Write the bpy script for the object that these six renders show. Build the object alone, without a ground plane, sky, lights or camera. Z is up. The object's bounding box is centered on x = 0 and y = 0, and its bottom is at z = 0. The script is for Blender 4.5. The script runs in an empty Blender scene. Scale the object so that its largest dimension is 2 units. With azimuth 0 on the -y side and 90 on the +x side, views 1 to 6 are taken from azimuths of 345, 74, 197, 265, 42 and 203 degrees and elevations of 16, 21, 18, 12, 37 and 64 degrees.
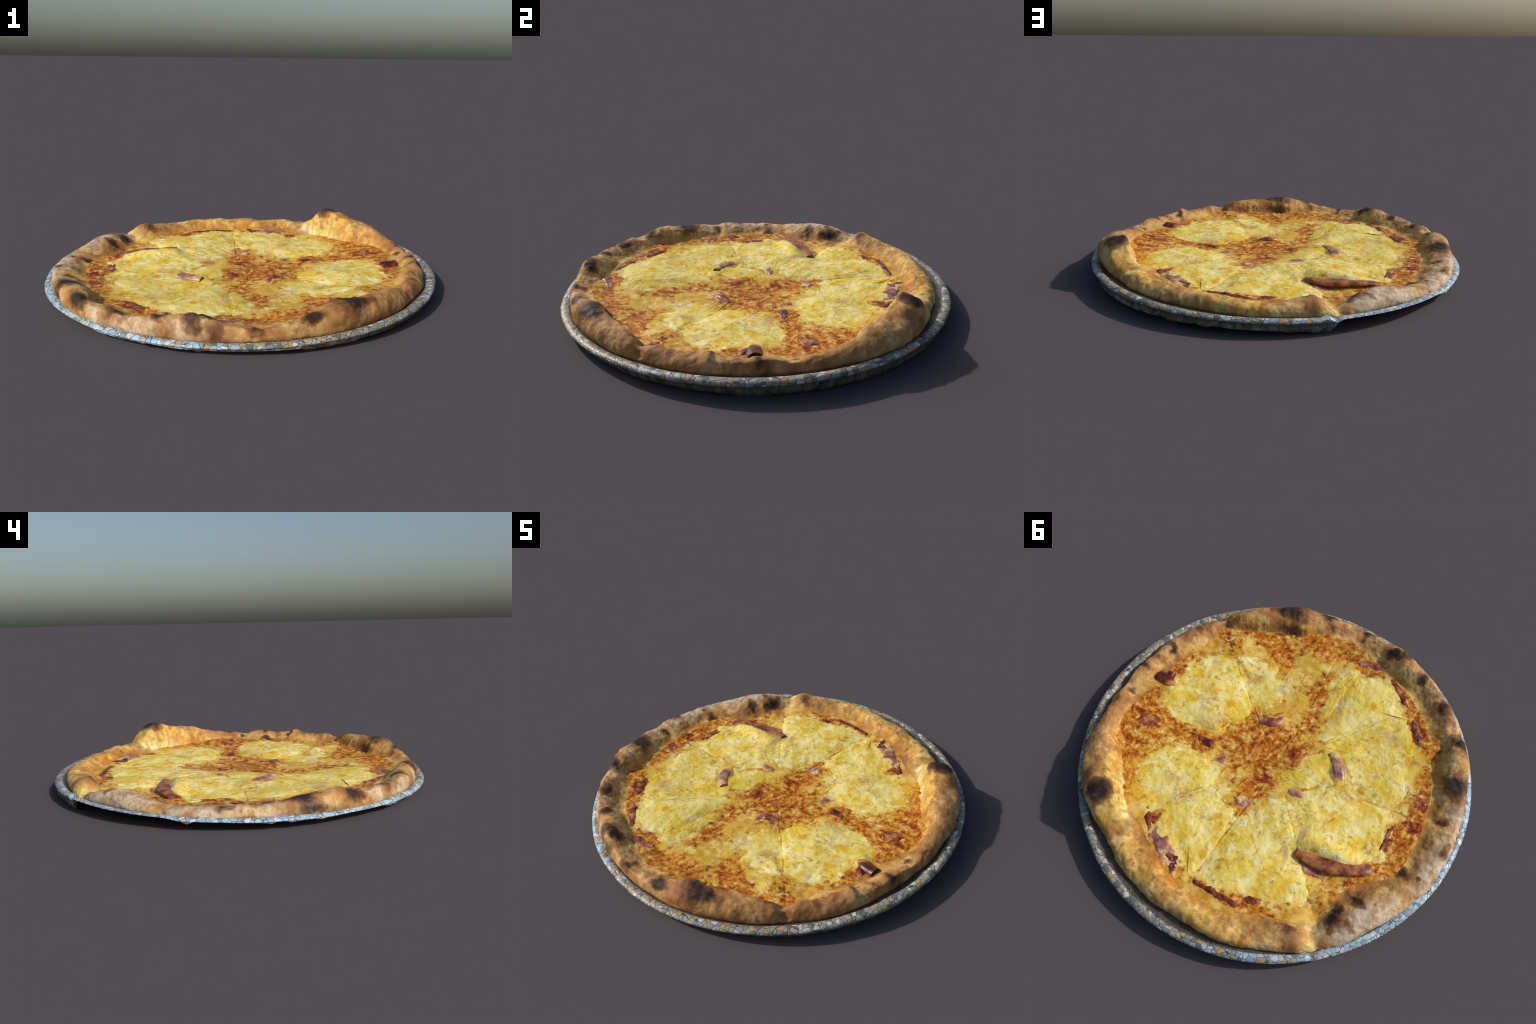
"""A wood-fired cheese-and-ham pizza, cut in eight, on a pebble-patterned round plate."""
import bpy, bmesh, math
import numpy as np

RNG = np.random.default_rng(7)
TAU = math.tau

# ------------------------------------------------------------------ numeric helpers
_perm = np.random.default_rng(11).permutation(256)
_perm = np.concatenate([_perm, _perm, _perm])
_g = np.random.default_rng(12).normal(size=(256, 3))
_g /= np.linalg.norm(_g, axis=1)[:, None]


def perlin(x, y, z):
    x, y, z = np.broadcast_arrays(x, y, z)
    xi, yi, zi = (np.floor(a).astype(int) for a in (x, y, z))
    xf, yf, zf = x - xi, y - yi, z - zi
    f = lambda t: t * t * t * (t * (t * 6 - 15) + 10)
    u, v, w = f(xf), f(yf), f(zf)
    out = 0
    for dx in (0, 1):
        for dy in (0, 1):
            for dz in (0, 1):
                h = _perm[_perm[_perm[(xi + dx) & 255] + ((yi + dy) & 255)] + ((zi + dz) & 255)]
                d = _g[h, 0] * (xf - dx) + _g[h, 1] * (yf - dy) + _g[h, 2] * (zf - dz)
                out = out + d * (u if dx else 1 - u) * (v if dy else 1 - v) * (w if dz else 1 - w)
    return out


def fbm(x, y, z, scale, octaves=4, gain=0.5):
    s, a, out = scale, 1.0, 0
    for k in range(octaves):
        out = out + a * perlin(x * s + 17.3 * k, y * s - 9.1 * k, z * s + 5.7 * k)
        s, a = s * 2.03, a * gain
    return out


def ring_curve(table):
    """Periodic monotone (PCHIP-like) interpolation of (degrees, value) pairs."""
    t = np.array(table, float)
    x = np.concatenate([t[-2:, 0] - 360, t[:, 0], t[:2, 0] + 360])
    y = np.concatenate([t[-2:, 1], t[:, 1], t[:2, 1]])
    h, d = np.diff(x), np.diff(y) / np.diff(x)
    m = np.zeros_like(y)
    w1, w2 = 2 * h[1:] + h[:-1], h[1:] + 2 * h[:-1]
    same = d[:-1] * d[1:] > 0
    with np.errstate(divide="ignore", invalid="ignore"):
        m[1:-1] = np.where(same, (w1 + w2) / (w1 / d[:-1] + w2 / d[1:]), 0)

    def f(deg):
        deg = np.mod(deg, 360)
        i = np.clip(np.searchsorted(x, deg, side="right") - 1, 0, len(x) - 2)
        s = (deg - x[i]) / h[i]
        return ((1 + 2 * s) * (1 - s) ** 2 * y[i] + s * (1 - s) ** 2 * h[i] * m[i]
                + s * s * (3 - 2 * s) * y[i + 1] + s * s * (s - 1) * h[i] * m[i + 1])
    return f


def smooth(a, b, x):
    t = np.clip((x - a) / (b - a), 0, 1)
    return t * t * (3 - 2 * t)


def closed_spline(pts, n):
    p = np.array(pts, float)
    k = len(p)
    t = np.linspace(0, k, n, endpoint=False)
    i = t.astype(int)
    s = (t - i)[:, None]
    a, b, c, d = p[(i - 1) % k], p[i % k], p[(i + 1) % k], p[(i + 2) % k]
    return 0.5 * (2 * b + (c - a) * s + (2 * a - 5 * b + 4 * c - d) * s ** 2 + (3 * b - a - 3 * c + d) * s ** 3)


def open_spline(pts, n):
    p = np.array(pts, float)
    p = np.vstack([2 * p[0] - p[1], p, 2 * p[-1] - p[-2]])
    k = len(p) - 3
    t = np.linspace(0, k - 1e-6, n)
    i = t.astype(int)
    s = (t - i)[:, None]
    a, b, c, d = p[i], p[i + 1], p[i + 2], p[i + 3]
    return 0.5 * (2 * b + (c - a) * s + (2 * a - 5 * b + 4 * c - d) * s ** 2 + (3 * b - a - 3 * c + d) * s ** 3)


# ------------------------------------------------------------------ the crust, read round the clock
# (degrees from +x, value): crest = height and radius of the ridge
CREST_Z = ring_curve([(0, .122), (6, .131), (12, .153), (20, .184), (25, .193), (32, .217), (37.5, .238), (41.3, .202), (45, .152),
    (50, .129), (57, .125), (65, .122), (73, .125), (80, .121), (87, .121), (95, .12), (103, .113), (112, .12), (118, .131),
    (122, .1), (125, .082), (129, .1), (134, .12), (138, .128), (143, .124), (148, .108), (153, .092), (160, .085), (168, .09),
    (175, .098), (181, .096), (186, .103), (192, .118), (198, .127), (204, .136), (209, .122), (213, .112), (218, .120),
    (224, .110), (232, .121), (238, .13), (245, .148), (250, .125), (255, .105), (262, .102), (268, .105), (273, .128),
    (279, .152), (285, .163), (291, .157), (300, .149), (307, .139), (313, .121), (317, .132), (323, .122), (328, .13),
    (332, .152), (336, .128), (340, .124), (348, .131), (354, .118)])
CREST_R = ring_curve([(0, .9), (12, .885), (25, .872), (38, .852), (46, .852), (57, .86), (73, .852), (87, .868), (103, .888),
    (118, .88), (125, .92), (134, .88), (143, .875), (153, .91), (165, .935), (181, .935), (192, .925), (209, .936),
    (218, .948), (226, .945), (238, .92), (250, .925), (262, .932), (273, .91), (285, .9), (300, .9), (313, .9), (323, .885), (332, .885),
    (340, .9), (354, .908)])
OUTER_R = ring_curve([(0, .935), (10, .947), (20, .963), (28, .966), (35, .960), (42, .938), (50, .918), (75, .918), (88, .922),
    (100, .935), (112, .942), (122, .955), (135, .955), (150, .957), (160, .963), (170, .967), (182, .957), (195, .962),
    (205, .974), (215, .974), (228, .968), (240, .966), (250, .958), (262, .95), (272, .947), (283, .955), (295, .948), (305, .946),
    (313, .938), (325, .944), (335, .939), (347, .926)])
INNER_R = ring_curve([(4, .835), (12, .835), (20, .79), (32, .775), (42, .775), (48, .745), (58, .745), (69, .762), (80, .783),
    (95, .8), (108, .785), (115, .80), (122, .83), (130, .79), (136, .735), (144, .73), (151, .78), (158, .81), (171, .8), (180, .79),
    (190, .787), (200, .79), (205, .83), (210, .86), (215, .815), (232, .814), (241, .806), (257, .832), (265, .845), (274, .83),
    (284, .785), (294, .80), (305, .825), (313, .862), (320, .825), (327, .795), (334, .805), (340, .795), (348, .79), (357, .815)])

# how far the roll keeps its height inward (1 = plain wave, 2 = fat shoulder)
SHOULDER = ring_curve([(0, 1.2), (15, 1.8), (30, 2.3), (39, 2.1), (52, 1.4), (75, 1.7), (110, 1.6), (125, 1.2), (135, 1.2), (146, .95), (160, 1.4), (190, 1.5),
    (205, 1.9), (213, 1.7), (221, .95), (230, .95), (242, 1.5), (256, .95), (268, .95), (280, 1.7), (290, 2), (302, 1.9), (313, 1.3), (324, .95), (334, .95), (348, .95)])
OVERHANG = ring_curve([(0, .042), (8, .06), (20, .08), (33, .07), (45, .04), (180, .035), (340, .035)])
# cuts of the pizza wheel: angle, inner and outer reach
CENTRE = (-0.003, 0.006)
CUTS = [(-47, .02, .93), (2, .03, .6), (43, .02, .74), (80, .02, .80), (126, .02, .95), (179.5, .02, .9), (228, .04, .72), (266, .05, .80)]

# broad swells and dents of the topping: x, y, height, radius along, radius across, turn
SWELLS = [(0, .44, .020, .52, .43, 0), (-.28, -.05, .010, .2, .16, 0), (.44, -.55, .008, .12, .10, 0), (.6, 0, .004, .2, .3, 0),
          (.31, .72, .012, .07, .05, -40), (.32, .25, .013, .11, .09, 20), (-.23, .20, .015, .11, .10, 0), (-.16, .82, .012, .10, .05, 0), (-.64, .57, .012, .07, .05, 45),
          (.42, -.18, .008, .1, .1, 0), (-.46, .62, -.014, .08, .06, 0), (-.58, .41, -.009, .10, .04, -20), (.15, -.59, -.008, .07, .06, 0), (-.23, .01, -.007, .06, .06, 0),
          (.712, .04, .004, .055, .045, 0), (-.28, -.10, .012, .10, .035, 130), (.11, -.22, .014, .08, .035, 20),
          (-.45, .340, .034, .19, .05, -3), (-.38, .45, -.020, .14, .055, 0), (-.55, .08, -.004, .25, .12, 90),
          (.70, -.21, .010, .05, .05, 0), (.03, .73, .008, .14, .04, 0), (.32, .61, .008, .09, .05, -40),
          (-.09, -.76, -.012, .12, .06, 0), (-.60, -.58, -.010, .1, .08, 45), (.45, -.3, .006, .2, .12, 0),
          (-.3, -.5, .006, .2, .15, 0), (-.07, -.35, -.008, .05, .06, 0), (.37, .03, .006, .06, .03, -20)]


def bump(x, y, b):
    cx, cy, h, rx, ry, a = b
    a = math.radians(a)
    dx, dy = x - cx, y - cy
    u, v = dx * math.cos(a) + dy * math.sin(a), -dx * math.sin(a) + dy * math.cos(a)
    return h * np.exp(-(u / rx) ** 2 - (v / ry) ** 2)


def cut_depth(x, y, deep=.0028, wide=.004):
    d = 0
    for a, r0, r1 in CUTS:
        c, s = math.cos(math.radians(a)), math.sin(math.radians(a))
        dx, dy = x - CENTRE[0], y - CENTRE[1]
        along = dx * c + dy * s
        across = -dx * s + dy * c + .012 * perlin(along * 5, a * .37, .5)
        d = np.maximum(d, np.exp(-(across / wide) ** 2) * (.35 + .65 * smooth(-.15, .25, perlin(along * 8, a * .7, 2.5))) * smooth(r0, r0 + .05, along) * (1 - smooth(r1 - .05, r1, along)))
    return d * deep


def bed_height(x, y):
    r, th = np.hypot(x, y), np.arctan2(y, x)
    z = .044 + r * r * (.045 + .022 * np.cos(th + .52))
    for b in SWELLS:
        z = z + bump(x, y, b)
    z = z + .010 * fbm(x, y, 0.3, 4.2, 2) + .0030 * fbm(x, y, 1.3, 15, 3, .55)
    return z - cut_depth(x, y)


# ------------------------------------------------------------------ materials
class Nodes:
    """Small wrapper that writes shader node chains."""

    def __init__(self, name):
        self.mat = bpy.data.materials.new(name)
        self.mat.use_nodes = True
        self.t = self.mat.node_tree
        self.bsdf = self.t.nodes["Principled BSDF"]
        self.pos = self.t.nodes.new("ShaderNodeTexCoord").outputs["Object"]

    def put(self, sock, v):
        if hasattr(v, "is_output"):
            self.t.links.new(v, sock)
        elif isinstance(v, (tuple, list)):
            sock.default_value = (*v, 1) if len(v) == 3 and sock.type == "RGBA" else v
        else:
            sock.default_value = v

    def noise(self, scale, detail=3, rough=.55, vec=None, dist=0, colour=False):
        n = self.t.nodes.new("ShaderNodeTexNoise")
        self.put(n.inputs["Vector"], vec or self.pos)
        n.inputs["Scale"].default_value, n.inputs["Detail"].default_value = scale, detail
        n.inputs["Roughness"].default_value, n.inputs["Distortion"].default_value = rough, dist
        return n.outputs["Color" if colour else "Fac"]

    def voronoi(self, scale, feature="F1", vec=None, rnd=1, out="Distance"):
        n = self.t.nodes.new("ShaderNodeTexVoronoi")
        n.feature = feature
        self.put(n.inputs["Vector"], vec or self.pos)
        n.inputs["Scale"].default_value, n.inputs["Randomness"].default_value = scale, rnd
        return n.outputs[out]

    def ramp(self, fac, stops, mode="LINEAR"):
        n = self.t.nodes.new("ShaderNodeValToRGB")
        n.color_ramp.interpolation = mode
        e = n.color_ramp.elements
        while len(e) < len(stops):
            e.new(.5)
        for el, (p, c) in zip(e, stops):
            el.position, el.color = p, (*c, 1)
        self.put(n.inputs[0], fac)
        return n.outputs[0]

    def step(self, v, a, b, lo=0.0, hi=1.0):
        n = self.t.nodes.new("ShaderNodeMapRange")
        n.interpolation_type = "SMOOTHSTEP"
        for k, q in zip(("Value", "From Min", "From Max", "To Min", "To Max"), (v, a, b, lo, hi)):
            self.put(n.inputs[k], q)
        return n.outputs[0]

    def op(self, kind, a, b=0.0, clamp=False):
        n = self.t.nodes.new("ShaderNodeMath")
        n.operation, n.use_clamp = kind, clamp
        self.put(n.inputs[0], a)
        self.put(n.inputs[1], b)
        return n.outputs[0]

    def vop(self, kind, a, b=None, out="Vector", scale=None):
        n = self.t.nodes.new("ShaderNodeVectorMath")
        n.operation = kind
        self.put(n.inputs[0], a)
        if b is not None:
            self.put(n.inputs[1], b)
        if scale is not None:
            n.inputs["Scale"].default_value = scale
        return n.outputs[out]

    def mix(self, fac, a, b, kind="MIX"):
        n = self.t.nodes.new("ShaderNodeMix")
        n.data_type, n.blend_type = "RGBA", kind
        self.put(n.inputs[0], fac)
        self.put(n.inputs[6], a)
        self.put(n.inputs[7], b)
        return n.outputs[2]

    def warp(self, scale, amount, detail=2):
        n = self.noise(scale, detail, colour=True)
        d = self.vop("SUBTRACT", n, (.5, .5, .5))
        return self.vop("ADD", self.pos, self.vop("SCALE", d, scale=amount))

    def local(self, vec, loc, size, turn=0):
        m = self.t.nodes.new("ShaderNodeMapping")
        m.vector_type = "TEXTURE"
        m.inputs["Location"].default_value = loc
        m.inputs["Rotation"].default_value = (0, 0, math.radians(turn))
        m.inputs["Scale"].default_value = size
        self.put(m.inputs["Vector"], vec)
        return m.outputs[0]

    def after(self, first, vec):
        """The same vector, computed only once `first` is known (keeps the shader's working memory small)."""
        n = self.t.nodes.new("ShaderNodeVectorMath")
        n.operation = "MULTIPLY_ADD"
        self.put(n.inputs[0], first)
        n.inputs[1].default_value = (1e-7, 1e-7, 1e-7)
        self.put(n.inputs[2], vec)
        return n.outputs[0]

    def blobs(self, vec, items, soft=.0):
        """Union of soft ellipsoids (x, y, z, rx, ry, rz, turn, strength)."""
        out = None
        for x, y, z, rx, ry, rz, turn, k in items:
            at = vec if out is None else self.after(out, vec)
            d = self.vop("LENGTH", self.local(at, (x, y, z), (rx, ry, rz), turn), out="Value")
            v = self.step(d, soft, 1.0, k, 0.0)
            out = v if out is None else self.op("MAXIMUM", out, v)
        return out

    def finish(self, colour, rough=.6, spec=.35, bump=None, strength=.3, dist=.004):
        self.put(self.bsdf.inputs["Base Color"], colour)
        self.put(self.bsdf.inputs["Roughness"], rough)
        self.bsdf.inputs["Specular IOR Level"].default_value = spec
        if bump is not None:
            b = self.t.nodes.new("ShaderNodeBump")
            b.inputs["Strength"].default_value, b.inputs["Distance"].default_value = strength, dist
            self.put(b.inputs["Height"], bump)
            self.t.links.new(b.outputs[0], self.bsdf.inputs["Normal"])
        return self.mat


def flat(items, rz=9.0):
    return [(x, y, 0, rx, ry, rz, a, k) for x, y, rx, ry, a, k in items]


# where sauce shows through: x, y, radius x, radius y, turn, strength
SAUCE = [(.12, -.06, .33, .22, 10, 1), (.54, .03, .22, .09, 5, .85), (-.05, -.46, .08, .26, 0, .75), (.06, .22, .09, .16, 0, .6), (.32, -.10, .16, .09, -35, .6), (-.02, -.05, .16, .13, 0, .9), (.69, .05, .18, .17, 0, 1), (.36, -.70, .3, .1, -30, .95), (.04, -.74, .2, .09, 0, .75),
         (-.63, -.48, .09, .17, 40, .95), (-.76, -.06, .07, .2, 0, .85), (-.74, .14, .12, .14, 0, 1), (.41, .03, .12, .1, 0, .95),
         (.04, .14, .13, .13, 0, .8), (-.06, -.30, .1, .15, 0, .8), (.74, .16, .09, .16, 0, .7), (.40, .62, .12, .06, -45, .9),
         (.44, .52, .05, .12, -30, .9), (-.1, .74, .25, .06, 0, .8), (-.36, -.76, .22, .07, 30, .85), (-.62, .45, .16, .09, -50, .95),
         (.72, -.3, .07, .14, -10, .85), (-.64, .33, .12, .05, 20, 1), (-.36, .44, .1, .06, 0, .8), (.6, -.56, .12, .06, 45, .8)]
RED = [(.69, .045, .07, .06, 0, 1), (.733, -.23, .035, .07, 0, 1), (-.44, -.64, .035, .17, 45, 1), (-.60, -.47, .05, .13, 25, 1), (-.745, -.08, .05, .06, 0, 1),
       (-.67, .2, .035, .1, 0, .9), (-.76, .06, .05, .09, 0, .8), (.45, .55, .03, .13, -40, 1), (.09, .75, .2, .035, -5, .7), (-.19, .69, .09, .03, 20, .9),
       (.52, -.57, .08, .05, -45, .9), (.38, .03, .06, .035, 0, 1), (.13, -.24, .09, .05, 20, .9), (-.62, .5, .08, .03, -40, .9), (.30, -.77, .14, .05, 0, .8),
       (-.06, -.08, .06, .06, 0, .7), (.04, .1, .07, .05, 0, .7), (-.26, -.74, .1, .03, 0, .9), (.62, -.12, .03, .05, 0, .8), (.75, .02, .05, .05, 0, .7), (-.35, -.76, .06, .03, 0, 1)]
# where the cheese lies thick, so that its colour runs out beyond the edge of each pool
POOLS = [(-.43, .20, .33, .24, 0, 1), (-.16, -.02, .15, .10, 20, .8), (-.33, -.53, .24, .24, 0, 1), (-.44, -.22, .32, .34, 0, 1), (.50, -.23, .31, .30, 0, 1),
         (.27, -.40, .24, .17, 10, .7), (.25, .50, .26, .28, 0, 1), (-.17, .47, .32, .34, 0, 1), (.42, .25, .28, .22, 20, .9), (-.13, -.54, .08, .2, 0, .6)]
MAUVE = [(-.22, .42, .03, .12, 20, .5), (.36, .36, .1, .05, 40, .4), (.3, -.42, .08, .05, 0, .4), (.42, -.08, .1, .05, 0, .45), (-.50, -.36, .12, .08, 0, .4), (.15, -.42, .05, .08, 0, .5), (-.30, -.08, .06, .1, -20, .8), (-.155, .11, .06, .03, 0, .9), (.27, .09, .03, .05, 0, .9), (.06, .26, .06, .04, 0, .8), (.14, -.2, .07, .05, 0, .7),
         (-.40, .03, .06, .04, 0, .5), (-.60, -.28, .1, .07, 0, .35), (.3, -.02, .1, .04, 0, .4), (-.18, -.42, .04, .12, 0, .35), (-.27, .3, .03, .08, 0, .6), (.43, .28, .05, .05, 0, .45)]


def topping(name, bias, fresh):
    """Melted cheese over tomato sauce; bias says how much sauce shows everywhere, fresh how pale the cheese stayed."""
    n = Nodes(name)
    w = n.warp(9, .09, 3)
    fine = n.noise(30, 5, .60)
    mid = n.noise(13, 5, .62)
    big = n.noise(4.5, 3, .55)
    cheese = n.ramp(big, [(.36, (.75, .53, .050)), (.46, (.81, .64, .130)), (.54, (.82, .69, .22)), (.64, (.77, .55, .060))])
    cheese = n.mix(n.step(mid, .51, .63, 0, .75), cheese, (.86, .79, .40))
    cheese = n.mix(n.step(mid, .46, .36, 0, .8 - .1 * fresh), cheese, (.70, .42, .022))
    cheese = n.mix(n.step(fine, .54, .66, 0, .4), cheese, (.87, .79, .37))
    cheese = n.mix(n.step(fine, .45, .35, 0, .4 - .15 * fresh), cheese, (.60, .35, .032))
    # round blistered ochre drops
    drop = n.step(n.voronoi(8.5, vec=n.warp(20, .02)), .14, .30, 1, 0)
    pick = n.step(n.noise(6, 1), .50, .56)
    cheese = n.mix(n.op("MULTIPLY", drop, n.op("MULTIPLY", pick, .95)), cheese, (.66, .37, .014))
    # freckles of browned fat, in loose patches
    zone = n.step(n.noise(5.5, 2, .6, vec=n.vop("ADD", n.pos, (3.1, 1.7, 0))), .44 + .01 * fresh, .57)
    freckle = n.step(n.noise(40, 4, .62), .53, .64)
    cheese = n.mix(n.op("MULTIPLY", n.op("MULTIPLY", freckle, zone), .8 - .12 * fresh), cheese, (.38, .20, .06))
    mauve = n.blobs(w, flat(MAUVE), .2)
    pool = n.blobs(w, flat(POOLS), .3) if fresh < 1 else None
    if fresh < 1:                                                    # ochre fat between the thick pools
        cheese = n.mix(n.op("MULTIPLY", n.step(n.noise(9, 5, .65), .40, .60, .15, .8), n.step(pool, .1, .6, 1, .25)), cheese, (.62, .345, .026))
    m2 = n.op("MULTIPLY", mauve, n.step(n.noise(24, 4, .65), .38, .56))
    cheese = n.mix(m2, cheese, (.33, .145, .115))
    # sauce
    strand = n.noise(33, 6, .68, dist=.25, vec=n.warp(7, .06, 3))
    sauce = n.ramp(strand, [(.34, (.15, .024, .007)), (.43, (.34, .080, .010)), (.50, (.50, .175, .016)), (.58, (.62, .33, .050)), (.67, (.78, .61, .25))])
    redc = n.ramp(strand, [(.36, (.09, .010, .008)), (.48, (.22, .032, .014)), (.58, (.38, .10, .02)), (.68, (.62, .36, .12))])
    red = n.blobs(w, flat(RED), .25)
    sauce = n.mix(n.step(n.op("ADD", red, n.op("MULTIPLY", n.op("SUBTRACT", mid, .5), 1.4)), .35, .7), sauce, redc)
    s = n.blobs(w, flat(SAUCE), .2)
    cheese = n.mix(n.op("MULTIPLY", n.step(s, .15, .6), .72 - .3 * fresh), cheese, n.ramp(mid, [(.38, (.52, .24, .016)), (.5, (.62, .36, .04)), (.62, (.72, .54, .15))]))
    strings = n.op("SUBTRACT", n.noise(20, 6, .70, dist=1.0), .5)
    clumps = n.op("SUBTRACT", n.noise(7.5, 3, .6, vec=n.vop("ADD", n.pos, (1.3, 4.4, 0))), .5)
    m = n.op("ADD", n.op("ADD", n.op("MULTIPLY", s, .95), bias), n.op("ADD", n.op("MULTIPLY", strings, 3.0), n.op("MULTIPLY", clumps, 1.5)))
    rad = n.vop("LENGTH", n.vop("MULTIPLY", w, (1, 1, 0)), out="Value")
    m = n.op("ADD", m, n.step(rad, .64, .78, 0, .40 - .22 * fresh))
    if pool is not None:
        m = n.op("SUBTRACT", m, n.op("MULTIPLY", n.step(pool, .05, .6), .30))
    m = n.step(m, .22, .86)
    colour = n.mix(m, cheese, sauce)
    if pool is not None:                                             # bare golden dough that runs in from the crust
        apron = n.blobs(w, flat([(.47, .60, .26, .11, -50, 1), (.08, .79, .30, .07, -5, 1), (-.40, .70, .14, .09, 30, 1), (.62, -.52, .12, .07, 45, .7)]), .3)
        apron = n.step(n.op("ADD", apron, n.op("MULTIPLY", strings, 1.2)), .15, .6, 0, .9)
        colour = n.mix(apron, colour, n.ramp(mid, [(.38, (.50, .24, .030)), (.5, (.68, .40, .065)), (.62, (.76, .55, .17))]))
    # the lines the cutter left
    line, lw = None, n.warp(7, .025, 1)
    for a, r0, r1 in CUTS:
        c, sn = math.cos(math.radians(a)), math.sin(math.radians(a))
        p = n.local(lw if line is None else n.after(line, lw), (CENTRE[0] + c * (r0 + r1) / 2, CENTRE[1] + sn * (r0 + r1) / 2, 0), ((r1 - r0) / 2, .0045, 9), a)
        v = n.step(n.vop("LENGTH", p, out="Value"), .4, 1, 1, 0)
        line = v if line is None else n.op("MAXIMUM", line, v)
    line = n.op("MULTIPLY", line, n.step(n.noise(11, 2), .42, .60, .0, .75))
    colour = n.mix(line, colour, (.34, .20, .025))
    rough = n.step(n.noise(30, 2), .35, .65, .42, .68)
    return n.finish(colour, rough, .14, n.op("ADD", n.op("MULTIPLY", fine, .5), mid), .4, .007)


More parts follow.
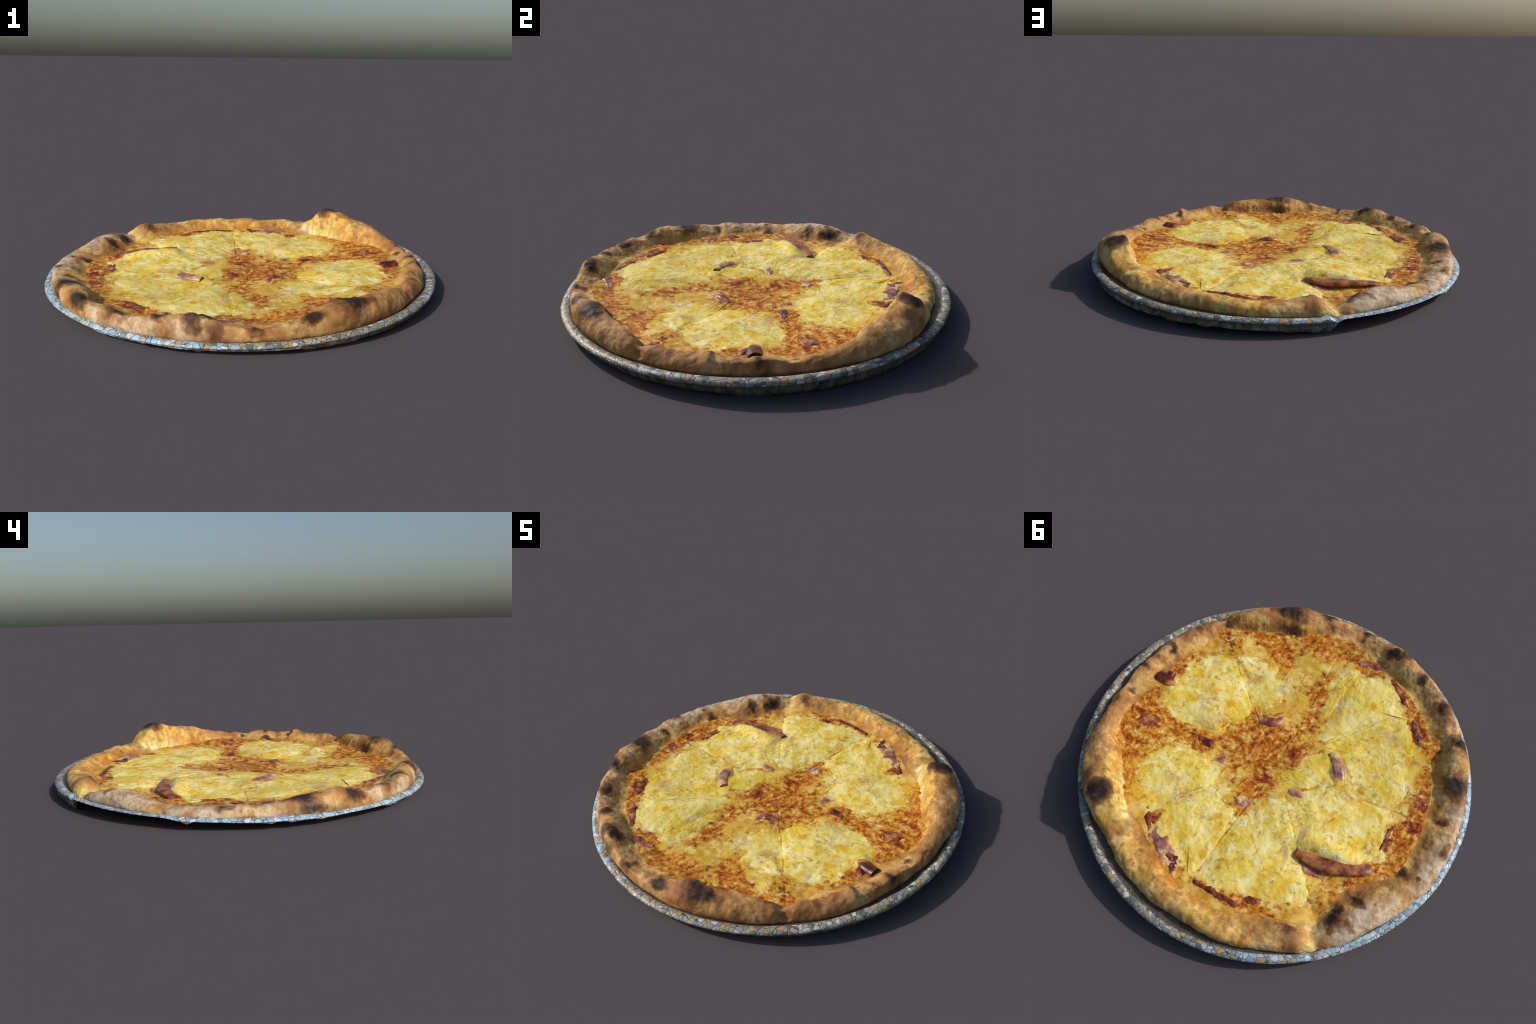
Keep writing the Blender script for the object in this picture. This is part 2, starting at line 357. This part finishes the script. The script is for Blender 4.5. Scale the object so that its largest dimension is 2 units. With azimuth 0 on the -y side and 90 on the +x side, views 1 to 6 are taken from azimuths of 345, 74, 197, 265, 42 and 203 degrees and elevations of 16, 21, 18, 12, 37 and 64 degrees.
def dough():
    n = Nodes("baked_dough")
    w = n.warp(11, .105, 4)
    big, mid, fine = n.noise(3.2, 2), n.noise(11, 5, .6), n.noise(48, 4, .65)
    streak = n.noise(30, 4, .6, vec=n.local(n.pos, (0, 0, 0), (1, 1, 4.5)))
    c = n.ramp(mid, [(.34, (.38, .17, .050)), (.45, (.53, .29, .092)), (.55, (.63, .39, .145)), (.66, (.71, .49, .22))])
    gold = n.ramp(mid, [(.34, (.52, .25, .040)), (.5, (.69, .42, .10)), (.66, (.79, .57, .21))])
    brown = n.ramp(mid, [(.34, (.25, .10, .030)), (.48, (.43, .21, .064)), (.62, (.58, .33, .12))])
    floury = n.ramp(mid, [(.34, (.36, .26, .16)), (.5, (.57, .45, .31)), (.66, (.68, .56, .42))])
    zones = n.warp(5, .16, 2)
    c = n.mix(n.blobs(zones, flat([(.45, .62, .40, .42, 0, 1), (-.1, .86, .34, .2, 0, .9)]), .3), c, gold)
    c = n.mix(n.blobs(zones, flat([(.35, -.90, .5, .24, 15, 1), (.75, -.62, .35, .35, 0, 1), (.93, -.05, .2, .5, 0, .95), (-.2, -.93, .4, .12, 0, .5)]), .3), c, brown)
    c = n.mix(n.blobs(zones, flat([(-.72, .62, .30, .26, -45, 1), (-.93, .28, .14, .32, 0, .95), (-.93, -.15, .07, .35, 0, .7), (-.72, -.68, .45, .09, -43, .75), (-.42, -.88, .3, .07, -25, .7)]), .35), c, floury)
    inner = n.step(n.vop("LENGTH", n.vop("MULTIPLY", n.warp(8, .05), (1, 1, 0)), out="Value"), .80, .885, 1, 0)
    ic = n.ramp(mid, [(.36, (.42, .19, .020)), (.5, (.62, .36, .045)), (.62, (.74, .52, .13))])
    c = n.mix(n.op("MULTIPLY", inner, .75), c, ic)
    # sauce singed into the foot of the slope
    foot = n.step(n.vop("LENGTH", n.vop("MULTIPLY", n.warp(10, .10, 3), (1, 1, 0)), out="Value"), .765, .84, 1, 0)
    c = n.mix(n.op("MULTIPLY", foot, n.step(n.noise(14, 5, .65), .40, .54)), c, (.46, .16, .014))
    # unbaked pale dough of the great blister, and the cheese that ran against it
    pale = n.ramp(mid, [(.36, (.56, .37, .085)), (.5, (.66, .51, .14)), (.62, (.72, .60, .22))])
    c = n.mix(n.blobs(zones, [(.67, .52, .15, .17, .17, .13, 35, .95), (.60, .50, .10, .09, .24, .10, 35, 1), (-.50, .80, .1, .07, .09, .06, 30, .9)], .35), c, pale)
    cream = n.blobs(zones, [(.585, .50, .085, .05, .19, .05, 35, 1), (.66, .36, .09, .06, .07, .04, 0, .8)], .2)
    c = n.mix(n.op("MULTIPLY", cream, n.step(n.noise(18, 3), .36, .52, .45, 1)), c, (.64, .62, .32))
    c = n.mix(n.step(streak, .50, .62, 0, .5), c, (.34, .17, .06))
    c = n.mix(n.step(fine, .53, .64, 0, .4), c, (.30, .14, .05))
    toast = n.noise(6.5, 5, .62, vec=n.vop("ADD", n.pos, (2, 7, 1)))
    c = n.mix(n.step(toast, .50, .60, 0, .62), c, (.36, .17, .050))
    c = n.mix(n.step(toast, .585, .66, 0, .6), c, (.22, .09, .028))
    freck = n.op("MULTIPLY", n.step(n.noise(15, 3, .6, vec=n.vop("ADD", n.pos, (5, 2, 1))), .57, .66), .65)
    c = n.mix(freck, c, (.27, .115, .035))
    # oven char: x, y, z, radii, turn, strength
    spots = [(.682, .53, .225, .066, .062, .07, 35, 1), (.858, -.221, .12, .026, .03, .05, 0, .85), (.873, -.076, .12, .03, .026, .05, 0, .85),
             (.903, .014, .12, .02, .02, .04, 0, .8), (.79, .022, .09, .018, .018, .04, 0, .8), (.782, -.386, .15, .02, .03, .05, 30, .8),
             (.25, -.86, .14, .085, .05, .06, 10, 1), (.31, -.85, .15, .07, .03, .04, 20, .9), (.077, -.91, .125, .05, .026, .05, 0, 1), (-.347, -.82, .14, .06, .038, .05, 20, 1),
             (-.529, -.745, .13, .04, .035, .05, 45, 1), (-.643, -.63, .11, .026, .03, .04, 0, .8), (-.84, -.45, .125, .06, .075, .06, 30, .95),
             (-.885, -.219, .11, .06, .075, .06, 0, 1), (-.93, -.25, .08, .03, .06, .05, 0, .8), (-.52, .60, .11, .085, .06, .06, -40, 1), (-.625, .50, .09, .065, .03, .05, -40, 1),
             (-.613, .63, .125, .07, .02, .03, -40, .6), (-.776, .298, .07, .03, .03, .04, 0, .8), (-.85, .3, .085, .02, .02, .03, 0, .7),
             (-.39, .755, .12, .06, .035, .04, 0, .75), (.53, -.70, .12, .02, .02, .04, 0, .6), (.437, -.79, .13, .02, .02, .04, 0, .7),
             (.393, .70, .1, .022, .022, .04, 0, .6), (.24, -.77, .09, .08, .04, .05, 0, .65), (-.86, -.02, .09, .05, .025, .04, 0, .7),
             (-.41, -.85, .13, .05, .05, .06, 0, .8), (-.17, -.92, .11, .03, .03, .05, 0, .9), (-.33, -.90, .10, .04, .03, .05, 0, .6),
             (.70, -.55, .12, .03, .03, .05, 0, .6), (-.70, -.62, .10, .03, .05, .06, 40, .7), (-.93, .12, .085, .02, .05, .03, 0, .6), (.82, -.30, .12, .02, .02, .04, 0, .6)]
    ch = n.op("ADD", n.blobs(w, [(x, y, z, a * 1.75, b * 1.75, d * 1.45, t, k) for x, y, z, a, b, d, t, k in spots], .1), n.op("MULTIPLY", n.op("SUBTRACT", n.noise(26, 4, .65), .5), .9))
    c = n.mix(n.step(ch, .14, .50, 0, .85), c, (.21, .085, .026))
    c = n.mix(n.step(ch, .36, .92, 0, .95), c, (.026, .017, .013))
    return n.finish(c, .68, .3, n.op("ADD", n.op("MULTIPLY", fine, .5), mid), .4, .006)


def ham_material():
    n = Nodes("baked_ham")
    mid, fine = n.noise(13, 4, .6), n.noise(45, 3)
    c = n.ramp(mid, [(.36, (.13, .024, .016)), (.46, (.28, .080, .050)), (.54, (.40, .16, .11)), (.64, (.54, .30, .16))])
    c = n.mix(n.step(fine, .55, .7, 0, .35), c, (.55, .28, .12))
    return n.finish(c, .38, .45, fine, .3, .004)


def ham_dark_material():
    n = Nodes("singed_ham")
    mid, fine = n.noise(16, 4, .6), n.noise(45, 3)
    c = n.ramp(mid, [(.37, (.06, .010, .008)), (.47, (.17, .032, .016)), (.55, (.30, .080, .026)), (.65, (.48, .21, .06))])
    return n.finish(c, .36, .45, fine, .3, .004)


def ham_brown_material():
    n = Nodes("roasted_ham")
    mid, fine = n.noise(15, 5, .62), n.noise(45, 3)
    c = n.ramp(mid, [(.36, (.10, .022, .012)), (.46, (.26, .075, .028)), (.55, (.40, .15, .05)), (.66, (.54, .27, .10))])
    return n.finish(c, .42, .42, fine, .3, .004)


def ham_mauve_material():
    n = Nodes("cheese_glazed_ham")
    mid, fine = n.noise(17, 4, .6), n.noise(50, 3)
    c = n.ramp(mid, [(.37, (.22, .075, .065)), (.46, (.36, .16, .13)), (.53, (.46, .26, .17)), (.61, (.66, .50, .17))])
    return n.finish(c, .36, .45, fine, .3, .004)


def plate_material():
    n = Nodes("pebble_glaze")
    w = n.warp(22, .014, 2)
    hue = n.voronoi(38, vec=w, out="Color")
    edge = n.voronoi(38, "DISTANCE_TO_EDGE", vec=w)
    sep = n.t.nodes.new("ShaderNodeSeparateColor")
    n.put(sep.inputs[0], hue)
    r1, r2 = sep.outputs[0], sep.outputs[1]
    warm = n.ramp(r1, [(0, (.30, .30, .23)), (.18, (.42, .38, .29)), (.36, (.12, .14, .13)), (.46, (.52, .30, .13)), (.58, (.56, .53, .47)),
                       (.70, (.22, .26, .27)), (.84, (.66, .64, .64)), (.92, (.34, .27, .17))], "CONSTANT")
    cool = n.ramp(r1, [(0, (.30, .47, .62)), (.3, (.42, .58, .72)), (.48, (.22, .33, .42)), (.6, (.55, .66, .74)), (.80, (.36, .55, .75)), (.93, (.55, .48, .38))], "CONSTANT")  # blue sky reflection on the glossy west rim, baked into the pebble colours
    x = n.t.nodes.new("ShaderNodeSeparateXYZ")
    n.put(x.inputs[0], n.pos)
    west = n.op("ADD", n.op("MULTIPLY", x.outputs[0], -1.0), n.op("MULTIPLY", n.op("SUBTRACT", r2, .5), .9))
    c = n.mix(n.step(west, .15, .55), warm, cool)
    c = n.mix(n.step(n.noise(60, 4, .6), .4, .62, .0, .35), c, (.20, .21, .19))
    c = n.mix(n.step(n.op('ADD', edge, n.op('MULTIPLY', n.op('SUBTRACT', n.noise(20, 3), .5), .16)), .0, .08, .95, 0), c, (.055, .06, .05))
    low = n.op("MULTIPLY", n.step(n.vop("DOT_PRODUCT", n.pos, (-.015, -.012, 1), out="Value"), .055, .047), n.step(n.vop("DOT_PRODUCT", n.pos, (1, .45, 0), out="Value"), -.30, .05))  # skirt darkened below the rim: underside shading painted into the glaze
    skirt_streak = n.noise(30, 3, .6, vec=n.local(n.pos, (0, 0, 0), (1, 1, 12)))
    c = n.mix(n.op("MULTIPLY", low, .85), c, n.ramp(skirt_streak, [(.38, (.045, .038, .026)), (.5, (.14, .115, .06)), (.62, (.21, .19, .13))]))
    well = n.step(n.vop("LENGTH", n.vop("MULTIPLY", n.warp(12, .012), (1, 1, 0)), out="Value"), .952, .962, .9, 0)  # shadow in the gap between crust and rim, tinted into the plate colour
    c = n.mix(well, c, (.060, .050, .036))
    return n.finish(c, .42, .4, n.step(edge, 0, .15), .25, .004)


DOUGH, BED, CHEESE = dough(), topping("cheese_and_sauce", .34, 0), topping("melted_cheese", -.06, 1)
HAM, HAM_DARK, HAM_BROWN, HAM_MAUVE, PLATE = ham_material(), ham_dark_material(), ham_brown_material(), ham_mauve_material(), plate_material()


# ------------------------------------------------------------------ mesh helpers
def make(name, verts, faces, mat, parent=None, normals=None):
    me = bpy.data.meshes.new(name)
    me.from_pydata([tuple(v) for v in verts], [], faces)
    me.materials.append(mat)
    if normals is None:
        bm = bmesh.new()
        bm.from_mesh(me)
        bmesh.ops.recalc_face_normals(bm, faces=bm.faces)
        bm.to_mesh(me)
        bm.free()
    me.update()
    me.shade_smooth()
    if normals is not None:
        me.normals_split_custom_set_from_vertices([tuple(v) for v in normals])
    ob = bpy.data.objects.new(name, me)
    bpy.context.scene.collection.objects.link(ob)
    ob.parent = parent
    return ob


def grid_faces(nr, nc, base=0, closed=True, flip=False):
    f = []
    for i in range(nr - 1):
        for j in range(nc if closed else nc - 1):
            k = (j + 1) % nc
            q = (base + i * nc + j, base + i * nc + k, base + (i + 1) * nc + k, base + (i + 1) * nc + j)
            f.append(q[::-1] if flip else q)
    return f


def grid_normals(P):
    du = np.gradient(P, axis=0)
    dv = np.roll(P, -1, 1) - np.roll(P, 1, 1)
    nrm = np.cross(dv, du)
    return nrm / (np.linalg.norm(nrm, axis=-1, keepdims=True) + 1e-12)


# ------------------------------------------------------------------ plate
def build_plate():
    nt = 720
    deg = np.arange(nt) * 360 / nt
    low = ring_curve([(0, .006), (20, .008), (40, .013), (58, .020), (80, .022), (100, .018), (114, .014), (118, .002), (121.2, .0), (122.8, .05), (125, .062), (140, .064),
                      (156, .064), (161, .052), (163, .040), (165, .054), (180, .050), (187, .042), (196, .046), (206, .056), (215, .054), (226, .016), (231, .012), (234, .040), (243, .038),
                      (246, .016), (255, .018), (262, .012), (268, .022), (275, .010), (290, .012), (305, .007), (320, .007), (340, .005)])(deg)
    teeth = np.interp(deg, *(lambda x: (x, RNG.random(len(x))))(np.sort(RNG.random(120) * 360)), period=360)
    low = low + .022 * (teeth - .40) * (1 - smooth(.042, .048, low)) * (1 - np.exp(-((deg - 119) / 3) ** 2))
    low = np.maximum(low, 0.0)
    low[int(348 * nt / 360)] = 0.0
    crease = np.exp(-((deg - 120.6) / 1.3) ** 2) - .8 * np.exp(-((deg - 122.3) / 1) ** 2)
    rows = []

    def row(r, z, floor=False):
        z = np.broadcast_to(z, nt)
        rows.append((np.broadcast_to(r, nt), z if floor else np.maximum(z, low)))
    west = smooth(.045, .060, low)
    row(.001, .016, True), row(.5, .022, True), row(.80, .030 + .008 * west, True), row(.90, .036 + .010 * west, True), row(.955, .040 + .014 * west, True)
    foot = .962 + .030 * smooth(0, .045, low) + .010 * np.exp(-((deg - 85) / 45) ** 4)
    row(foot - .007, np.maximum(low, 0) + .0015), row(foot - .003, low)
    row(foot + .001, low + .001), row(np.maximum(foot, .975), .028), row(.981, .043), row(.988, .0465), row(.9935, .0500), row(.9965, .0545), row(.9935, .0595), row(.987, .064),
    row(.978, .0668), row(.967, .0668), row(.957, .063), row(.948, .059, True), row(.938, .057, True), row(.925, .055, True), row(.90, .050, True)
    row(.80, .042, True), row(.5, .030, True), row(.001, .024, True)
    a = np.radians(deg)
    V = []
    for k, (r, z) in enumerate(rows):
        wob = .003 * fbm(np.cos(a) * 1.0, np.sin(a) * 1.0, .1, 4, 2) + .0012 * fbm(np.cos(a), np.sin(a), .7 + .05 * k, 30, 2)
        rim = smooth(.9, .96, r)
        east = np.exp(-(((deg + 15 + 180) % 360 - 180) / 55) ** 2) - .5 * np.exp(-((deg - 190) / 60) ** 2)
        x, y = (r + rim * (wob + .006 * east)) * np.cos(a), (r + rim * (wob + .006 * east)) * np.sin(a)
        tilt = (.0114 * x + .0123 * y) * smooth(.015, .05, z)
        zz = np.maximum(z + tilt + rim * smooth(.04, .06, z) * (.009 * crease + .4 * wob + .013 * np.maximum(east, 0)), 0)
        V.append(np.stack([x, y, zz], -1))
    V = np.array(V)
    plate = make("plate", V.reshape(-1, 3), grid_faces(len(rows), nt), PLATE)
    plate["label"] = "round dinner plate with rolled rim in pebble-mosaic glaze"
    plate["category"] = "plate"
    return plate


# ------------------------------------------------------------------ crust and topping bed: one surface, parted at the foot of the crust
def build_body(parent):
    nt = 1000
    deg = np.arange(nt) * 360 / nt
    a = np.radians(deg)
    ca, sa = np.cos(a), np.sin(a)
    wig = 1.2 * fbm(ca, sa, .9, 11, 4, .6)
    zc, rc, ro, ri = CREST_Z(deg), CREST_R(deg), OUTER_R(deg), INNER_R(deg) + .011 * wig
    rc = np.minimum(rc, ro - .012)
    zb = bed_height(ri * ca, ri * sa)
    base = .043 + .008 * sa * 1.0 + .004 * ca
    belly = base + (.32 + 2.2 * OVERHANG(deg)) * (zc - base)
    P = []
    for t in np.linspace(0, 1, 6):                                   # flat underside
        P.append(((ro - OVERHANG(deg)) * (t if t > 0 else .001), base - .001 - .016 * (1 - smooth(.75, 1, t))))
    for t in np.linspace(0, 1, 9)[1:]:                               # from the plate up to the belly
        q = t * math.pi / 2
        P.append((ro - OVERHANG(deg) * (1 - math.sin(q) ** .8), base + (belly - base) * (1 - math.cos(q))))
    for t in np.linspace(0, 1, 17)[1:]:                              # belly to crest
        q = t * math.pi / 2
        P.append((rc + (ro - rc) * math.cos(q), belly + (zc - belly) * math.sin(q)))
    for t in np.linspace(0, 1, 29)[1:]:                              # crest down to the topping
        s = .5 + .5 * np.cos(math.pi * t ** SHOULDER(deg))
        P.append((rc + (ri - rc) * t, zb + (zc - zb) * s))
    cut = len(P)
    for t in np.linspace(1, 0, 121)[1:]:                             # the bed, to the centre
        P.append((ri * max(t, .001), None))
    R = np.array([np.broadcast_to(p[0], nt) for p in P])
    X, Y = R * ca, R * sa
    Z = np.empty_like(R)
    for i, p in enumerate(P):
        Z[i] = bed_height(X[i], Y[i]) if p[1] is None else p[1]
    G = np.stack([X, Y, Z], -1)
    N = grid_normals(G)
    lump = .012 * fbm(X, Y, Z, 7, 2) + .0075 * fbm(X, Y, Z, 17, 3, .55)
    k = np.zeros(len(P))
    k[7:15], k[15:cut] = np.linspace(.2, 1, 8), 1
    k[cut - 8:cut] = np.linspace(.8, 0, 8)
    G = G + N * (lump * k[:, None])[..., None]
    # pinched creases where the dough was folded or cut
    for c, depth, wide in ((313, .011, 1.3), (124.5, .010, 1.5), (180.5, .008, 1.2), (262, .006, 1.4), (70, .006, 1.3), (225, .006, 1.3), (246.5, .005, .8), (335, .005, 1), (48, .006, 1.2), (210, .007, 1)):
        d = (deg - c + 180) % 360 - 180
        w = np.exp(-(np.abs(d + 1.2 * np.sin(R * 30)) / wide) ** 1.6) * depth
        G[15:cut] -= N[15:cut] * (w[15:cut] * k[15:cut, None])[..., None]
    N = grid_normals(G)
    flat_idx = lambda i0, i1: (G[i0:i1].reshape(-1, 3), N[i0:i1].reshape(-1, 3), grid_faces(i1 - i0, nt))
    v, nr, f = flat_idx(0, cut)
    crust = make("crust", v, f, DOUGH, parent, nr)
    v, nr, f = flat_idx(cut - 1, len(P))
    bed = make("sauce_bed", v, f, BED, parent, nr)
    return crust, bed


# ------------------------------------------------------------------ thin shells lying on the bed
def build_patch(name, outline, thick, mat, parent, ragged=.012, seed=0, relief=.004, na=260, nr=64, dome=.5, sunk=None, grow=0.0):
    o = closed_spline(outline, na)
    c = o.mean(0)
    d = o - c
    L = np.linalg.norm(d, axis=1)
    o = o + d / L[:, None] * grow + d / L[:, None] * (ragged * 1.6 * fbm(o[:, 0], o[:, 1], seed * 3.7, 9, 4, .65))[:, None]
    V = []
    for t in list(np.linspace(.002, .9, nr - 8)) + list(np.linspace(.9, 1, 9)[1:]):
        p = c + (o - c) * t
        x, y = p[:, 0], p[:, 1]
        n = fbm(x, y, 4 + seed, 24, 3, .6)
        if sunk is None:
            h = thick * (1 - t ** 14) ** dome + relief * (1 - t ** 6) * n - (.003 if t == 1 else 0)
        else:                                                        # a melted rim that dips in and out of the sauce
            h = (thick + sunk) * (1 - t ** 3.5) - sunk + relief * n * (.55 + 1.1 * t ** 4)
        z = bed_height(x, y) + h
        V.append(np.stack([x, y, z], -1))
    under = V[-1] * [1, 1, 1] - [0, 0, .004]
    V.append(under)
    mid = c + (o - c) * .002
    V.append(np.stack([mid[:, 0], mid[:, 1], bed_height(mid[:, 0], mid[:, 1]) - .007], -1))
    return make(name, np.array(V).reshape(-1, 3), grid_faces(len(V), na, flip=_ccw(o)), mat, parent)


def _ccw(o):
    x, y = o[:, 0], o[:, 1]
    return np.sum(x * np.roll(y, -1) - y * np.roll(x, -1)) > 0


def oval(x, y, rx, ry, turn=0, k=9, seed=0):
    r = np.random.default_rng(seed)
    a = np.arange(k) * TAU / k
    q = 1 + .25 * (r.random(k) - .5)
    t = math.radians(turn)
    u, v = rx * q * np.cos(a), ry * q * np.sin(a)
    return list(zip(x + u * math.cos(t) - v * math.sin(t), y + u * math.sin(t) + v * math.cos(t)))


def build_curl(name, spine, width, height, mat, parent, lean=0.0, thick=.006, n=40, m=18, arc=(0, math.pi), seed=0):
    """A curled slice: an arched sheet of real thickness swept along a spine; width and height are (start, middle, end)."""
    s = open_spline(spine, n)
    tan = np.gradient(s, axis=0)
    tan /= np.linalg.norm(tan, axis=1)[:, None]
    side = np.stack([-tan[:, 1], tan[:, 0]], -1)
    t = np.linspace(0, 1, n)
    W, H = np.interp(t, (0, .5, 1), width), np.interp(t, (0, .5, 1), height)
    outer, inner = [], []
    for q in np.linspace(*arc, m):
        for off, dst in ((0, outer), (thick, inner)):
            u = np.maximum(W - off, .001) * math.cos(q) + lean * np.maximum(H - off, .001) * math.sin(q)
            p = s + side * u[:, None]
            wav = .10 * H * fbm(p[:, 0], p[:, 1], seed + q, 14, 2)
            z = bed_height(s[:, 0], s[:, 1]) - .006 + np.maximum(H - off, .0005) * math.sin(q) + wav * math.sin(q)
            dst.append(np.stack([p[:, 0], p[:, 1], z], -1))
    loop = np.array(outer + inner[::-1])                             # (2m, n, 3): closed ring per station
    loop = loop.transpose(1, 0, 2)
    k = 2 * m
    f = grid_faces(n, k)
    for i in range(m - 1):                                           # close both ends of the sheet
        f.append((i + 1, i, k - 1 - i, k - 2 - i))
        b = (n - 1) * k
        f.append((b + i, b + i + 1, b + k - 2 - i, b + k - 1 - i))
    return make(name, loop.reshape(-1, 3), f, mat, parent)


# outlines of the molten cheese, one per slice quarter (hand-placed, metres)
CHEESE_OUTLINES = [
    ([(-.229, .215), (-.275, .375), (-.36, .372), (-.455, .365), (-.546, .352), (-.634, .311), (-.673, .269), (-.661, .209), (-.636, .115), (-.629, .015), (-.523, .023), (-.418, .009), (-.316, .005), (-.224, .045), (-.179, .112), (-.187, .176)], .010, .006),
    ([(-.042, .018), (-.067, -.034), (-.112, -.086), (-.185, -.143), (-.232, -.155), (-.265, -.053), (-.314, -.002), (-.223, .042), (-.171, .07), (-.102, .06)], .009, .008),
    ([(-.159, -.208), (-.15, -.325), (-.174, -.459), (-.168, -.575), (-.235, -.642), (-.358, -.663), (-.445, -.631), (-.464, -.567), (-.532, -.507), (-.489, -.524), (-.422, -.46), (-.307, -.366), (-.214, -.257)], .008, .010),
    ([(-.17, -.187), (-.218, -.247), (-.311, -.356), (-.426, -.449), (-.526, -.504), (-.592, -.437), (-.634, -.345), (-.63, -.26), (-.645, -.152), (-.671, -.053), (-.62, 0), (-.519, .013), (-.393, -.02), (-.333, -.083), (-.245, -.177)], .008, .010),
    ([(.733, -.141), (.7, -.248), (.7, -.345), (.62, -.415), (.545, -.495), (.483, -.503), (.389, -.438), (.31, -.342), (.245, -.261), (.237, -.175), (.298, -.106), (.344, -.015), (.445, -.03), (.577, -.038), (.665, -.071)], .008, .012),
    ([(.473, -.517), (.371, -.541), (.235, -.524), (.147, -.467), (.108, -.392), (.134, -.291), (.199, -.263), (.245, -.279), (.309, -.351), (.382, -.441)], .004, .020),
    ([(.492, .464), (.417, .392), (.305, .32), (.216, .258), (.151, .301), (.071, .332), (.079, .424), (.092, .548), (.115, .673), (.15, .703), (.191, .634), (.278, .577), (.371, .594), (.446, .536)], .008, .010),
    ([(.055, .337), (0, .283), (-.06, .171), (-.143, .146), (-.216, .236), (-.255, .362), (-.324, .427), (-.387, .514), (-.407, .595), (-.342, .65), (-.25, .656), (-.151, .678), (-.048, .722), (.035, .723), (.107, .691), (.095, .571), (.07, .442)], .009, .009),
    ([(.607, .29), (.563, .171), (.483, .086), (.373, .089), (.252, .12), (.199, .154), (.229, .248), (.332, .324), (.433, .391), (.51, .448), (.571, .372)], .004, .020),
    ([(-.138, -.337), (-.088, -.386), (-.104, -.539), (-.134, -.664), (-.204, -.684), (-.164, -.565), (-.164, -.464)], .004, .016)]


def build_pizza():
    pizza = bpy.data.objects.new("pizza", None)
    bpy.context.scene.collection.objects.link(pizza)
    pizza["label"] = "round wood-fired pizza with melted cheese, ham, charred puffy crust"
    pizza["category"] = "pizza"
    build_body(pizza)
    for i, (o, th, rag) in enumerate(CHEESE_OUTLINES):
        build_patch("cheese_patch", o, th, CHEESE, pizza, rag, seed=i, relief=.0035, sunk=.003, grow=.010)
    # ham that pokes out from under the cheese
    fold = [(-.275, .392), (-.33, .394), (-.40, .392), (-.48, .385), (-.56, .366), (-.64, .335)]
    build_curl("ham_slice", fold, (.028, .048, .026), (.018, .023, .008), HAM_BROWN, pizza, lean=-.6, seed=1)
    build_curl("ham_slice", [(.785, -.222), (.74, -.215), (.70, -.20), (.65, -.175)], (.034, .032, .02), (.031, .020, .002), HAM_DARK, pizza, seed=3)
    build_curl("ham_slice", [(-.238, -.162), (-.28, -.125), (-.315, -.07), (-.34, -.005)], (.024, .032, .022), (.021, .016, .002), HAM_MAUVE, pizza, seed=4)
    build_curl("ham_slice", [(.175, -.185), (.14, -.205), (.09, -.225), (.07, -.30)], (.014, .026, .014), (.010, .016, .003), HAM, pizza, seed=5)
    # flush scraps, half drowned in the cheese: x, y, length, width, turn, material
    scraps = [(-.365, .445, .085, .034, -12, HAM), (.315, .632, .13, .045, -38, HAM_MAUVE), (.26, .665, .06, .035, -50, HAM_DARK), (-.02, .737, .15, .022, -4, HAM_DARK), (-.18, .70, .06, .022, 25, HAM_DARK),
              (.712, .042, .060, .048, 0, HAM_DARK), (.735, -.24, .05, .02, 85, HAM_DARK), (-.15, .112, .062, .026, 5, HAM_MAUVE), (-.245, -.748, .085, .026, 5, HAM),
              (-.44, -.645, .13, .022, -45, HAM_DARK), (-.60, -.455, .09, .026, -60, HAM_DARK), (.268, .095, .045, .026, 80, HAM_MAUVE), (.38, .03, .055, .024, -25, HAM_DARK),
              (.06, .258, .055, .032, 10, HAM_MAUVE), (-.652, .16, .09, .016, 80, HAM_DARK), (.45, .53, .07, .018, -60, HAM_DARK),
              (-.745, -.085, .04, .03, 20, HAM_DARK)]
    for i, (x, y, rx, ry, turn, mat) in enumerate(scraps):
        build_patch("ham_slice", oval(x, y, rx, ry, turn, k=11, seed=40 + i), .0035, mat, pizza, .014, seed=60 + i, na=140, nr=26, relief=.008, sunk=.0045)
    return pizza


build_plate()
build_pizza()
